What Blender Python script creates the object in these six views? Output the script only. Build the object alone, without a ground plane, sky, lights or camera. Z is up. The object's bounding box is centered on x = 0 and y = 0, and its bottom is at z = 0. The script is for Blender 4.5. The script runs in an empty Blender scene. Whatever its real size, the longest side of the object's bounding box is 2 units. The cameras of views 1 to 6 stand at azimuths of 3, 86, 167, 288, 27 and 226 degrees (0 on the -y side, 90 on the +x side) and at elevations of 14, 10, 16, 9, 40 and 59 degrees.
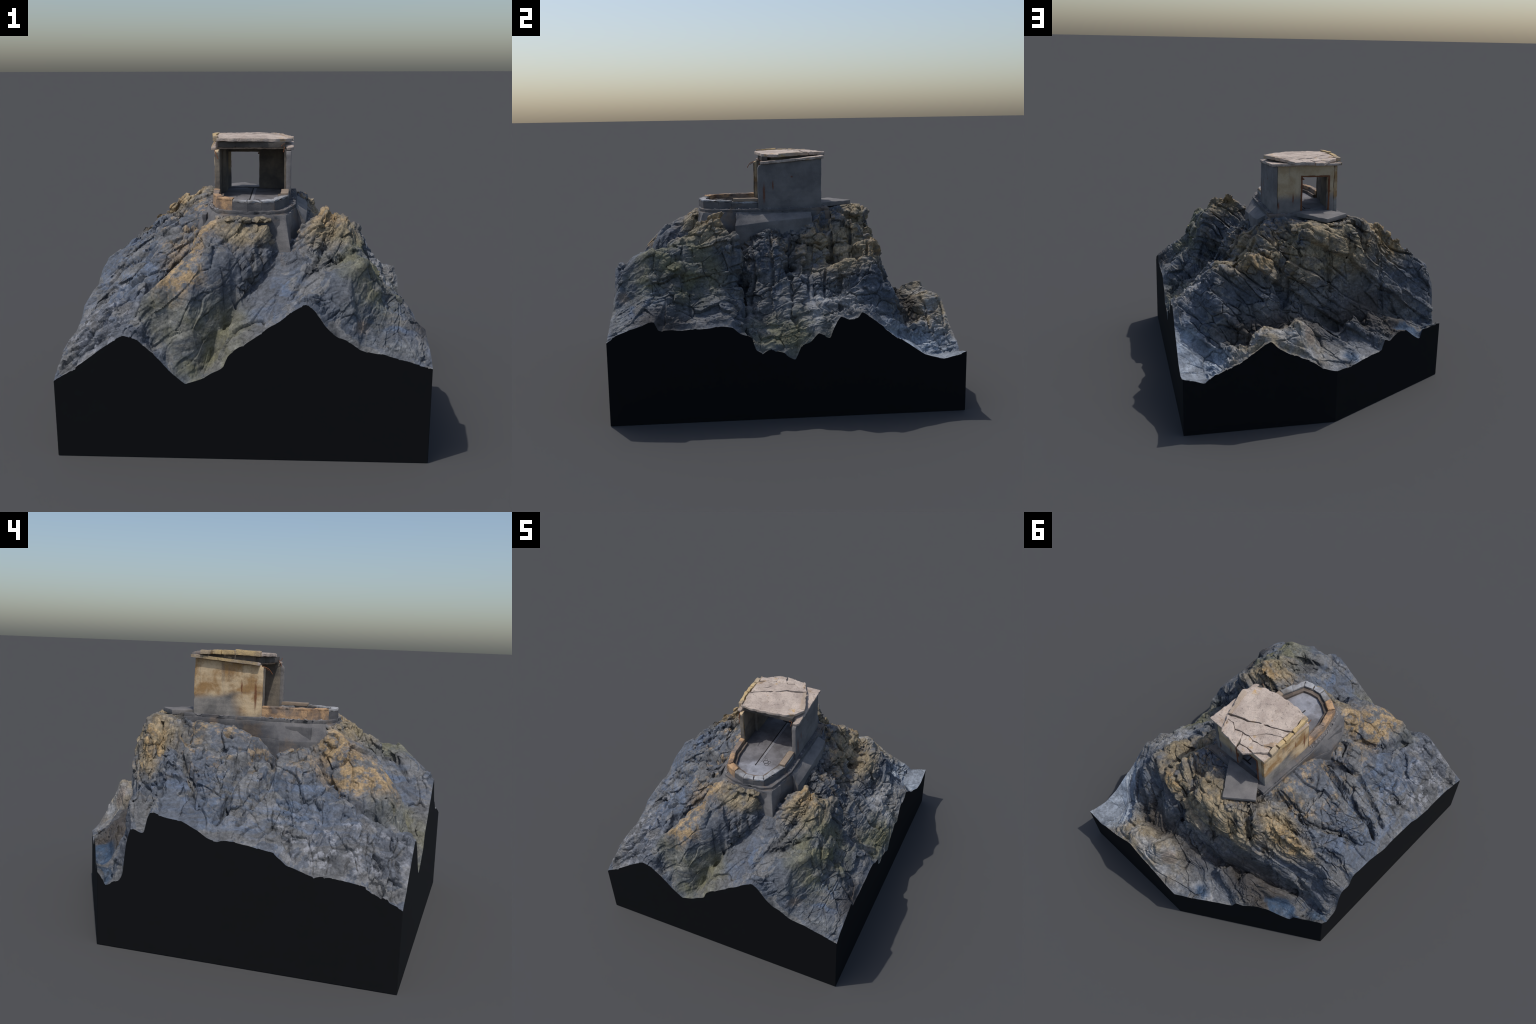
"""A ruined concrete lookout bunker on a tilted-strata sea crag, cut out as a block of ground.

Everything is described by profiles, ridge / gully lines, joint rules and part sizes (metres, z up)."""
import bpy, bmesh, math, random
import numpy as np
from mathutils import Vector

rng = random.Random(7)

# =============================================================================
#  noise tools (vectorised, seeded)
# =============================================================================
def hash3(i, j, k, seed=0):
    h = (i.astype(np.uint32) * np.uint32(374761393) + j.astype(np.uint32) * np.uint32(668265263)
         + k.astype(np.uint32) * np.uint32(2147483647) + np.uint32(seed * 7919 + 13) * np.uint32(2654435761))
    h = (h ^ (h >> np.uint32(13))) * np.uint32(1274126177)
    h = (h ^ (h >> np.uint32(16))) * np.uint32(2246822519)
    h = h ^ (h >> np.uint32(15))
    return h.astype(np.float32) * np.float32(1 / 4294967296.0)

def vnoise(P, seed=0):
    """smooth value noise, -1..1"""
    F = np.floor(P); I = F.astype(np.int64); f = (P - F).astype(np.float32)
    u = f * f * f * (f * (f * 6 - 15) + 10)
    out = np.zeros(len(P), np.float32)
    for a in (0, 1):
        wa = u[:, 0] if a else 1 - u[:, 0]
        for b in (0, 1):
            wb = wa * (u[:, 1] if b else 1 - u[:, 1])
            for c in (0, 1):
                out += wb * (u[:, 2] if c else 1 - u[:, 2]) * hash3(I[:, 0] + a, I[:, 1] + b, I[:, 2] + c, seed)
    return out * 2 - 1

def fbm(P, octaves=4, seed=0, gain=.5):
    s = np.zeros(len(P), np.float32); a = 1.0; Q = P.copy()
    for o in range(octaves):
        s += a * vnoise(Q, seed + o); Q = Q * 2.03 + 3.7; a *= gain
    return s

def hash_id(rid, seed):
    k = (rid * 16777215).astype(np.int64); z = np.zeros_like(k)
    return hash3(k, z, z, seed)

def cells(P, seed=0, jitter=.85):
    """cellular noise: gap to the nearest joint (F2-F1), a random number per block, the offset from the block's centre, its identity"""
    F = np.floor(P).astype(np.int64)
    d1 = np.full(len(P), 9, np.float32); d2 = d1.copy(); rid = np.zeros(len(P), np.float32); near_off = np.zeros((len(P), 3), np.float32)
    for a in (-1, 0, 1):
        for b in (-1, 0, 1):
            for c in (-1, 0, 1):
                i, j, k = F[:, 0] + a, F[:, 1] + b, F[:, 2] + c
                off = np.stack([P[:, m] - n - .5 - jitter * (hash3(i, j, k, seed + m + 1) - .5) for m, n in enumerate((i, j, k))], 1).astype(np.float32)
                d = np.sqrt((off * off).sum(1))
                near = d < d1
                d2 = np.where(near, d1, np.minimum(d2, d))
                rid = np.where(near, hash3(i, j, k, seed + 5), rid)
                near_off[near] = off[near]
                d1 = np.where(near, d, d1)
    return d2 - d1, rid * 2 - 1, near_off, rid

def smooth(a, b, x):
    t = np.clip((x - a) / (b - a), 0, 1); return t * t * (3 - 2 * t)

def to_polyline(x, y, line):
    """distance in plan to a polyline, and how far along it (0..1)"""
    best = np.full(x.shape, 9., np.float32); along = np.zeros(x.shape, np.float32); n = len(line) - 1
    for m in range(n):
        (ax, ay), (bx, by) = line[m][:2], line[m + 1][:2]
        L = (bx - ax) ** 2 + (by - ay) ** 2
        t = np.clip(((x - ax) * (bx - ax) + (y - ay) * (by - ay)) / L, 0, 1)
        d = np.hypot(x - ax - t * (bx - ax), y - ay - t * (by - ay))
        near = d < best; best = np.where(near, d, best); along = np.where(near, (m + t) / n, along)
    return best, along

def inside(x, y, poly):
    r = np.zeros(x.shape, bool); n = len(poly)
    for i in range(n):
        (ax, ay), (bx, by) = poly[i], poly[(i + 1) % n]
        if ay != by:
            r ^= ((ay > y) != (by > y)) & (x < (bx - ax) * (y - ay) / (by - ay) + ax)
    return r

# ---- cut rim of the block (x or y along each cut face, z) -------------------
RIM = {
 'south': [(-.884,-1,.39),(-.79,-1,.44),(-.66,-1,.54),(-.55,-1,.61),(-.48,-1,.59),(-.41,-1,.53),(-.34,-1,.45),(-.26,-1,.38),(-.20,-1,.40),(-.08,-1,.47),(-.06,-1,.52),(.02,-1,.58),(.13,-1,.66),(.18,-1,.69),(.24,-1,.74),(.30,-1,.77),(.34,-1,.74),(.39,-1,.67),(.44,-1,.62),(.55,-1,.56),(.65,-1,.54),(.79,-1,.50),(.884,-1,.47)],
 'east': [(.884,-.95,.51),(.884,-.88,.54),(.884,-.74,.58),(.884,-.72,.53),(.884,-.59,.52),(.884,-.47,.53),(.884,-.38,.54),(.884,-.31,.53),(.884,-.28,.50),(.884,-.21,.47),(.884,-.19,.40),(.884,-.15,.38),(.884,-.11,.40),(.884,-.04,.38),(.884,.03,.34),(.884,.06,.41),(.884,.12,.44),(.884,.16,.48),(.884,.225,.46),(.884,.245,.51),(.884,.28,.57),(.884,.33,.55),(.884,.38,.56),(.884,.40,.59),(.884,.45,.56),(.884,.56,.48),(.884,.64,.42),(.884,.76,.34),(.884,.87,.31),(.884,1,.34)],
 'north': [(.82,1,.33),(.76,1,.31),(.72,1,.35),(.65,1,.38),(.57,1,.41),(.52,1,.44),(.47,1,.48),(.43,1,.51),(.38,1,.53),(.34,1,.49),(.28,1,.45),(.21,1,.42),(.13,1,.39),(.06,1,.34),(-.013,1,.32)],
 'northwest': [(-.12,.936,.32),(-.28,.84,.34),(-.36,.79,.34),(-.43,.75,.38),(-.51,.70,.43),(-.57,.665,.41),(-.66,.61,.33),(-.70,.587,.32),(-.72,.575,.37),(-.81,.52,.38),(-.884,.476,.36)],
 'west': [(-.884,.43,.31),(-.884,.39,.33),(-.884,.34,.37),(-.884,.325,.52),(-.884,.30,.60),(-.884,.23,.59),(-.884,.215,.66),(-.884,.20,.69),(-.884,.12,.68),(-.884,.04,.67),(-.884,-.04,.63),(-.884,-.09,.60),(-.884,-.14,.59),(-.884,-.17,.60),(-.884,-.27,.59),(-.884,-.41,.57),(-.884,-.47,.52),(-.884,-.60,.48),(-.884,-.67,.49),(-.884,-.84,.46),(-.884,-.91,.43)],
}
# ---- ridges, edges, gullies and slabs of the rock ---------------------------
LINES = {
 'ochre_ridge': [(-.19,-.47,1.03),(-.234,-.511,1.015),(-.20,-.611,.999),(-.30,-.70,.92),(-.33,-.769,.881),(-.401,-.85,.815),(-.492,-.834,.738)],
 'ochre_ridge_west': [(-.25,-.545,.93),(-.331,-.62,.856),(-.368,-.728,.82),(-.45,-.80,.74)],
 'hollow': [(-.28,-.46,.90),(-.30,-.51,.87),(-.36,-.565,.815),(-.43,-.66,.785),(-.468,-.766,.715),(-.52,-.85,.655)],
 'ridge_foot': [(-.475,-.888,.65),(-.42,-.90,.56),(-.34,-.92,.53),(-.28,-.935,.51)],
 'ridge_face': [(-.25,-.908,.72),(-.198,-.872,.675),(-.12,-.825,.598)],
 'ridge_face_top': [(-.22,-.79,.88),(-.16,-.765,.895),(-.07,-.735,.875),(.05,-.635,.92)],
 'silt_gully': [(-.20,-.95,.41),(-.145,-.87,.475),(-.088,-.784,.557),(-.055,-.74,.65),(-.01,-.695,.715),(.035,-.655,.765),(.09,-.60,.82),(.14,-.56,.865)],
 'wedge_top': [(-.10,-.505,1.06),(.0,-.515,1.06),(.08,-.52,1.045),(.0,-.58,.985),(-.1,-.6,.98),(.04,-.56,1.0),(-.06,-.68,.935)],
 'wedge_cliff': [(.108,-.53,1.03),(.098,-.575,.97)],
 'wedge_cliff_foot': [(.130,-.56,.865),(.127,-.53,.885)],
 'south_slab': [(.284,-.603,.90),(.237,-.883,.765),(.373,-.706,.885),(.385,-.89,.86),(.03,-.80,.69),(.08,-.90,.67),(.1,-.80,.725),(.1,-.69,.775),(.13,-.74,.775),(.15,-.62,.82),(.17,-.75,.785),(.2,-.63,.825),(.24,-.53,.915),(.28,-.36,.99),(.30,-.78,.865),(.30,-.65,.89),(.42,-.91,.83),(.33,-.30,.965),(.42,-.71,.89)],
 'crest_inner': [(.407,-.375,1.09),(.37,-.46,1.04),(.34,-.53,.985),(.30,-.6,.925)],
 'crest_trough': [(.45,-.46,.985),(.40,-.55,.925),(.36,-.64,.885)],
 'crest_outer': [(.515,-.43,1.065),(.456,-.599,.973),(.42,-.70,.92)],
 'crest_link': [(.46,-.36,1.075),(.577,-.289,.976),(.51,-.31,1.0),(.43,-.295,.95)],
 'block_top': [(.581,-.769,.905),(.508,-.927,.784),(.48,-.78,.91),(.56,-.65,.93),(.51,-.83,.885)],
 'block_foot': [(.63,-.80,.74),(.62,-.88,.65),(.567,-.928,.635),(.67,-.66,.79),(.70,-.76,.69),(.54,-.93,.67),(.76,-.81,.65)],
 'east_face': [(.62,-.46,.83),(.66,-.36,.76),(.68,-.50,.70),(.58,-.46,.93),(.60,-.54,.90)],
 'low_slab': [(.72,-.40,.70),(.862,-.464,.55),(.76,-.36,.66),(.80,-.50,.58)],
 'tower': [(.76,-.673,.70),(.70,-.70,.68),(.80,-.62,.60),(.74,-.64,.72)],
 'gully_one': [(.34,-.245,.88),(.42,-.235,.74),(.53,-.23,.61),(.66,-.215,.565),(.75,-.225,.51),(.839,-.24,.47)],
 'pillar': [(.348,-.079,.99),(.40,-.05,.94),(.44,-.13,.86),(.499,-.018,.85),(.54,.0,.81)],
 'gully_two': [(.36,.04,.93),(.40,.05,.85),(.47,.05,.76)],
 'bed_two': [(.33,.14,.99),(.38,.15,.955),(.45,.13,.89)],
 'gully_three': [(.36,.26,.99),(.46,.315,.82)],
 'bench_edge': [(.581,.031,.748),(.575,.244,.762),(.661,.409,.754),(.606,.489,.823),(.55,.12,.755)],
 'bench_back': [(.50,.16,.80),(.50,.33,.83),(.53,.43,.83),(.59,.35,.84)],
 'lower_bench': [(.68,.0,.60),(.70,.19,.61),(.78,.10,.55),(.75,.36,.63),(.76,.24,.62),(.85,.05,.46),(.68,.26,.625)],
 'north_beds': [(.326,.412,1.075),(.23,.46,1.005),(.143,.512,.975),(.272,.324,1.10),(.2,.4,1.06)],
 'north_beds_low': [(.415,.572,.875),(.366,.584,.865),(.40,.47,.915),(.3,.56,.90),(.39,.36,.93),(.48,.40,.84),(.46,.57,.83),(.30,.50,.935)],
 'north_beds_foot': [(.387,.679,.56),(.30,.66,.66)],
 'north_notch': [(.19,.555,.86),(.23,.62,.70),(.26,.668,.59)],
 'northeast_shoulder': [(.63,.51,.83),(.50,.60,.64),(.48,.64,.52),(.43,.62,.68)],
 'northeast_apron': [(.75,.60,.49),(.67,.63,.58),(.66,.72,.40),(.55,.73,.43),(.75,.80,.30),(.74,.48,.61),(.58,.67,.50),(.8,.55,.53),(.56,.86,.43),(.72,.88,.285)],
 'back_channel': [(.448,.77,.43),(.30,.78,.48),(.20,.785,.56)],
 'back_boulder': [(.38,.892,.585),(.35,.92,.575),(.285,.90,.565),(.225,.905,.615),(.205,.85,.60),(.203,.80,.582),(.18,.757,.565)],
 'back_boulder_side': [(.198,.927,.60),(.15,.885,.57),(.097,.839,.526),(.081,.867,.44),(.125,.915,.435),(.19,.958,.47),(-.052,.921,.325),(.05,.80,.45),(.27,.84,.53),(.13,.80,.54)],
 'back_cliff_top': [(.125,.565,1.04),(.061,.57,1.06),(-.05,.575,1.045),(-.15,.555,1.045),(-.25,.515,1.045)],
 'back_cliff_mid': [(.10,.645,.74),(-.05,.62,.66),(-.2,.565,.66),(-.30,.535,.63),(-.45,.475,.58)],
 'back_cliff_foot': [(.14,.735,.57),(.023,.709,.535),(-.06,.70,.47),(-.117,.69,.455),(-.216,.651,.525),(-.30,.67,.455),(-.33,.61,.51),(-.42,.585,.48),(-.60,.485,.42),(-.75,.41,.37)],
 'back_ledge': [(-.389,.783,.40),(-.25,.76,.40),(-.10,.82,.37),(-.04,.76,.42)],
 'tide_pool': [(-.48,.64,.40),(-.60,.57,.37),(-.738,.52,.345)],
 'northwest_edge': [(-.25,.475,1.085),(-.3,.47,1.08),(-.44,.435,1.035),(-.52,.405,.975),(-.6,.375,.91),(-.69,.345,.835),(-.79,.33,.755)],
 'northwest_face': [(-.45,.458,.84),(-.60,.40,.64),(-.70,.372,.56),(-.54,.432,.70)],
 'west_slab': [(-.787,-.099,.673),(-.478,-.10,.915),(-.782,.009,.72),(-.74,-.05,.755),(-.51,-.63,.785),(-.79,-.14,.685),(-.782,-.199,.67),(-.495,-.252,.905),(-.44,-.18,.89),(-.445,.187,.955),(-.337,-.391,.98),(-.597,.114,.85),(-.588,-.346,.757),(-.728,-.433,.645),(-.458,-.508,.835),(-.742,-.695,.61),(-.601,-.816,.635),(-.4,-.633,.753),(-.637,-.54,.69),(-.748,-.693,.605),(-.59,-.93,.63),(-.58,-.53,.745),(-.5,-.6,.765),(-.61,0,.87),(-.47,0,.94),(-.55,.20,.95),(-.60,.24,.905),(-.70,-.18,.765),(-.66,.05,.81),(-.73,.2,.815),(-.6,-.22,.82),(-.52,-.40,.835),(-.66,-.75,.66),(-.40,.08,.97),(-.40,-.44,.93),(-.35,.2,1.04),(-.65,-.4,.71)],
 'wall_foot': [(-.28,-.111,1.01),(-.29,-.22,.91),(-.26,.1,1.06),(-.28,.28,1.07),(-.24,-.4,.97)],
 'slab_brink': [(-.065,-.97,.55),(-.05,-.90,.60),(-.045,-.83,.635),(-.03,-.77,.675),(.005,-.715,.73),(.055,-.655,.78),(.11,-.60,.825)],
 'ridge_face_mid': [(-.03,-.67,.83),(.02,-.645,.81),(.05,-.625,.87),(-.065,-.75,.74),(-.15,-.80,.825),(-.17,-.845,.775),(-.105,-.78,.82),(-.21,-.925,.50)],
 'northwest_top': [(-.411,.34,1.04),(-.50,.34,.975),(-.652,.29,.865),(-.64,.21,.84),(-.73,.24,.79),(-.28,.37,1.085),(-.26,.43,1.095),(-.36,.38,1.06),(-.41,.39,1.04)],
 'back_cliff_brink': [(.185,.592,.924),(.13,.63,.87),(.10,.625,.93),(-.03,.62,.90),(-.12,.61,.89),(-.25,.565,.93),(-.376,.515,.915)],
 'gully_floor': [(.60,-.10,.62),(.71,-.12,.48),(.78,-.15,.465)],
 'back_hollow': [(.06,.67,.57),(-.07,.65,.46),(-.2,.61,.46),(-.35,.56,.43),(-.5,.495,.39),(-.62,.44,.385),(-.71,.40,.40)],
 'back_saddle': [(.28,.73,.52),(.14,.735,.56),(.22,.735,.54)],
 'pier_foot': [(.15,-.535,.89),(.19,-.54,.895),(.225,-.53,.905),(.245,-.45,.925),(.255,-.39,.94),(.275,-.33,.955)],
 'summit': [(-.15,.46,1.075),(0,.46,1.09),(.08,.47,1.07),(-.1,.52,1.065),(-.05,.42,1.085),(-.2,.42,1.09),(.0,.535,1.07),(-.2,.5,1.08),(0,.36,1.085),(.15,.36,1.09),(-.15,.36,1.085),(0,0,1.0),(.1,-.2,1.0),(-.1,-.2,1.0),(0,-.4,1.03),(.25,.1,1.02),(.25,-.15,.97)],
}
SCATTER={'pier_foot','back_saddle','ridge_face_mid','northwest_top','northwest_face','gully_floor','bench_back','back_cliff_foot_x','west_slab','wall_foot','summit','south_slab','block_foot','block_top','low_slab','tower','bench_edge','lower_bench','north_beds','north_beds_low','northeast_apron','back_boulder_side','back_cliff_mid','wedge_top','northwest_edge','east_face','northeast_shoulder','tide_pool','back_ledge'}

# =============================================================================
#  the rock: shape lines -> smooth ground -> beds, joints, gullies, grain
# =============================================================================
# beds dip to the west and a little south: strike, dip and bed-normal axes
BED_N = np.array([-.72, -.22, 1.0]); BED_N /= np.linalg.norm(BED_N)
BED_S = np.cross(BED_N, [0, 0, 1]); BED_S /= np.linalg.norm(BED_S)
BED_D = np.cross(BED_N, BED_S)

# open cracks and gullies: plan line, half width, depth
CRACKS = [
    # long gullies between the west slabs
    ([(-.29, -.145), (-.356, -.147), (-.429, -.138), (-.493, -.115), (-.564, -.10), (-.613, -.106), (-.712, -.13), (-.80, -.10)], .030, .09),
    ([(-.24, .275), (-.259, .271), (-.338, .259), (-.43, .218), (-.486, .232), (-.598, .148), (-.674, .073), (-.79, .0)], .030, .075),
    ([(-.31, .40), (-.366, .37), (-.422, .347), (-.502, .327), (-.59, .315), (-.66, .255), (-.79, .20)], .020, .06),
    ([(-.47, .40), (-.509, .386), (-.60, .335), (-.647, .31), (-.709, .281), (-.80, .28)], .016, .055),
    ([(-.49, -.265), (-.516, -.272), (-.581, -.263), (-.643, -.244), (-.728, -.223), (-.80, -.21)], .020, .06),
    ([(-.28, -.20), (-.309, -.213), (-.376, -.253), (-.441, -.272), (-.501, -.288)], .016, .055),
    ([(-.27, -.345), (-.293, -.344), (-.357, -.262)], .012, .035),
    ([(-.47, -.74), (-.488, -.722), (-.575, -.682), (-.644, -.607), (-.764, -.572)], .012, .03),
    ([(-.49, -.23), (-.517, -.20), (-.552, -.138), (-.636, -.12), (-.71, -.115)], .010, .03),
    ([(-.40, -.02), (-.414, .017), (-.42, .089), (-.43, .165), (-.44, .21)], .011, .035),
    ([(-.53, -.02), (-.54, -.003), (-.593, .064), (-.62, .10)], .008, .024),
    ([(-.48, .08), (-.49, .098), (-.542, .132), (-.57, .15)], .008, .022),
    ([(-.27, -.08), (-.296, -.066), (-.352, -.016), (-.406, .042)], .009, .03),
    ([(-.26, -.44), (-.34, -.525), (-.41, -.60), (-.467, -.66), (-.475, -.777), (-.50, -.86)], .026, .055),
    ([(-.50, -.33), (-.54, -.34), (-.651, -.396), (-.746, -.43), (-.85, -.50)], .018, .035),
    # south slab
    ([(.52, -.62), (.423, -.707), (.292, -.801), (.22, -.865)], .013, .032),
    ([(.40, -.42), (.40, -.55), (.36, -.66), (.30, -.76)], .013, .022),
    ([(.10, -.95), (.16, -.83), (.19, -.72)], .009, .018),
    # north face
    ([(.328, .42), (.266, .457), (.188, .459), (.05, .548)], .014, .045),
    ([(.405, .474), (.324, .545), (.232, .537)], .016, .045),
    ([(.23, .53), (.232, .555), (.256, .596), (.19, .66)], .030, .07),
    ([(.07, .56), (-.01, .60), (-.106, .605), (-.14, .60)], .012, .035),
    ([(-.20, .43), (-.239, .468), (-.266, .515), (-.34, .52)], .014, .045),
    ([(-.05, .53), (-.06, .58), (-.09, .62)], .010, .03),
    # clefts between the pillars of the east face
    ([(.32, .035), (.371, .02), (.43, .035), (.48, .05)], .030, .085),
    ([(.28, .285), (.313, .282), (.377, .272), (.424, .312), (.55, .335)], .028, .085),
    ([(.34, .40), (.391, .42), (.447, .457), (.58, .436)], .020, .055),
    ([(.31, -.255), (.383, -.255), (.53, -.245), (.661, -.25), (.761, -.247), (.86, -.21)], .022, .095),
    ([(.36, .15), (.43, .155), (.55, .13)], .016, .045),
    ([(.55, .03), (.64, .05), (.74, .02), (.83, .06)], .018, .04),
    ([(.57, .17), (.66, .16), (.76, .19)], .016, .036),
    ([(.60, .33), (.70, .31), (.80, .30)], .014, .032),
    ([(.60, -.62), (.68, -.56), (.80, -.54)], .014, .03),
    ([(.50, -.55), (.60, -.60), (.66, -.72)], .012, .03),
    # raised sheet-like folds of the back shore (negative depth)
    ([(.646, .599), (.557, .672), (.439, .772)], .020, -.030),
    ([(.80, .582), (.706, .708), (.57, .815), (.5, .85)], .022, -.026),
    ([(.58, .64), (.49, .71), (.40, .83)], .014, -.020),
    ([(.019, .711), (-.04, .725), (-.081, .74), (-.12, .80)], .014, -.028),
    ([(-.127, .698), (-.28, .72), (-.401, .748)], .016, -.024),
    ([(-.42, .62), (-.52, .585), (-.62, .52)], .018, -.030),
]
# where the scan is worn smooth (silt, wash, pools): centre, radii, how much relief is left
SMOOTH = [((-.30, .555), (.42, .07), .55), ((-.24, -.90), (.20, .14), .35), ((.62, -.90), (.30, .16), .35), ((.82, .84), (.12, .22), .25), ((.13, .90), (.10, .08), .3),
          ((-.25, .82), (.30, .10), .45), ((-.60, .58), (.16, .10), .3), ((.22, -.72), (.16, .28), .45), ((-.60, -.62), (.2, .14), .6),
          ((-.08, -.78), (.08, .14), .3), ((.12, .92), (.06, .06), .5)]

FOUNDATION = [(.262, .325), (-.23, .322), (-.238, -.10), (-.215, -.30), (-.165, -.452), (-.09, -.485), (0, -.495), (.14, -.487), (.20, -.455), (.258, -.26)]
STEP = [(.101, .291), (-.066, .513), (-.229, .388), (-.142, .278)]

def densify(line, step=.045):
    out = []
    for a, b in zip(line[:-1], line[1:]):
        a, b = np.array(a, float), np.array(b, float); n = max(1, int(np.hypot(*(b - a)[:2]) / step))
        out += [a + (b - a) * i / n for i in range(n)]
    return out + [np.array(line[-1], float)]

def ground_model():
    """radial-basis surface through the rim profiles, ridge lines and gully lines"""
    rim = [p for side in RIM.values() for p in side]
    pts = densify(rim + [rim[0]], .06)
    for name, line in LINES.items():
        pts += [np.array(p, float) for p in line] if name in SCATTER else densify(line)
    P = np.array(pts); keep = [0]
    for i in range(1, len(P)):
        if np.min(np.hypot(P[keep, 0] - P[i, 0], P[keep, 1] - P[i, 1])) > .012:
            keep.append(i)
    P = P[keep]; n = len(P)
    A = np.zeros((n + 3, n + 3))
    A[:n, :n] = -np.sqrt(((P[:, None, :2] - P[None, :, :2]) ** 2).sum(-1) + .018 ** 2) + np.eye(n) * .0015
    A[:n, n] = 1; A[:n, n + 1:] = P[:, :2]; A[n:, :n] = A[:n, n:].T
    return P, np.linalg.solve(A, np.r_[P[:, 2], 0, 0, 0])

def triangulate(pts):
    """Delaunay triangulation (Bowyer-Watson)"""
    n = len(pts); P = np.vstack([pts, [(-50, -50), (50, -50), (0, 70)]]).astype(float)
    tris = [(n, n + 1, n + 2)]
    def circle(t):
        (ax, ay), (bx, by), (cx, cy) = P[list(t)]
        d = 2 * (ax * (by - cy) + bx * (cy - ay) + cx * (ay - by))
        ux = ((ax * ax + ay * ay) * (by - cy) + (bx * bx + by * by) * (cy - ay) + (cx * cx + cy * cy) * (ay - by)) / d
        uy = ((ax * ax + ay * ay) * (cx - bx) + (bx * bx + by * by) * (ax - cx) + (cx * cx + cy * cy) * (bx - ax)) / d
        return ux, uy, (ax - ux) ** 2 + (ay - uy) ** 2
    circ = np.array([circle(tris[0])])
    jig = np.random.default_rng(3).normal(0, 1e-6, (n, 2)); P[:n] += jig
    for i in range(n):
        x, y = P[i]
        bad = (circ[:, 0] - x) ** 2 + (circ[:, 1] - y) ** 2 < circ[:, 2]
        edges = {}
        for k in np.nonzero(bad)[0]:
            t = tris[k]
            for e in ((t[0], t[1]), (t[1], t[2]), (t[2], t[0])):
                key = tuple(sorted(e)); edges[key] = edges.get(key, 0) + 1
        keep = ~bad
        new = [(a, b, i) for (a, b), c in edges.items() if c == 1]
        tris = [t for t, k in zip(tris, keep) if k] + new
        circ = np.vstack([circ[keep], [circle(t) for t in new]])
    return [t for t in tris if max(t) < n]

def ground(x, y, model):
    """planar facets between the shape lines, eased by the smooth surface"""
    P, w = model; z = np.empty(len(x), np.float32); W = w[:-3].astype(np.float32); Q = P.astype(np.float32)
    for i in range(0, len(x), 20000):
        a, b = x[i:i + 20000, None] - Q[None, :, 0], y[i:i + 20000, None] - Q[None, :, 1]
        z[i:i + 20000] = -np.sqrt(a * a + b * b + np.float32(.018 ** 2)) @ W
    z = z + w[-3] + w[-2] * x + w[-1] * y
    facet = z.copy()
    order = np.argsort(y, kind='stable'); ys = y[order]; xs = x[order]
    for t in triangulate(P[:, :2]):
        (ax, ay, az), (bx, by, bz), (cx, cy, cz) = P[list(t)]
        d = (by - cy) * (ax - cx) + (cx - bx) * (ay - cy)
        if abs(d) < 1e-7:
            continue
        lo, hi = np.searchsorted(ys, [min(ay, by, cy) - 1e-4, max(ay, by, cy) + 1e-4])
        px, py = xs[lo:hi], ys[lo:hi]
        u = ((by - cy) * (px - cx) + (cx - bx) * (py - cy)) / d
        v = ((cy - ay) * (px - cx) + (ax - cx) * (py - cy)) / d
        m = (u >= -1e-4) & (v >= -1e-4) & (u + v <= 1.0001)
        facet[order[lo:hi][m]] = (u * az + v * bz + (1 - u - v) * cz)[m]
    return .55 * facet + .45 * np.clip(z, facet - .05, facet + .05)

NU, NV = 730, 830
HALF_X, NOTCH_X, NOTCH_Y = .884, -.013, .476

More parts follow.
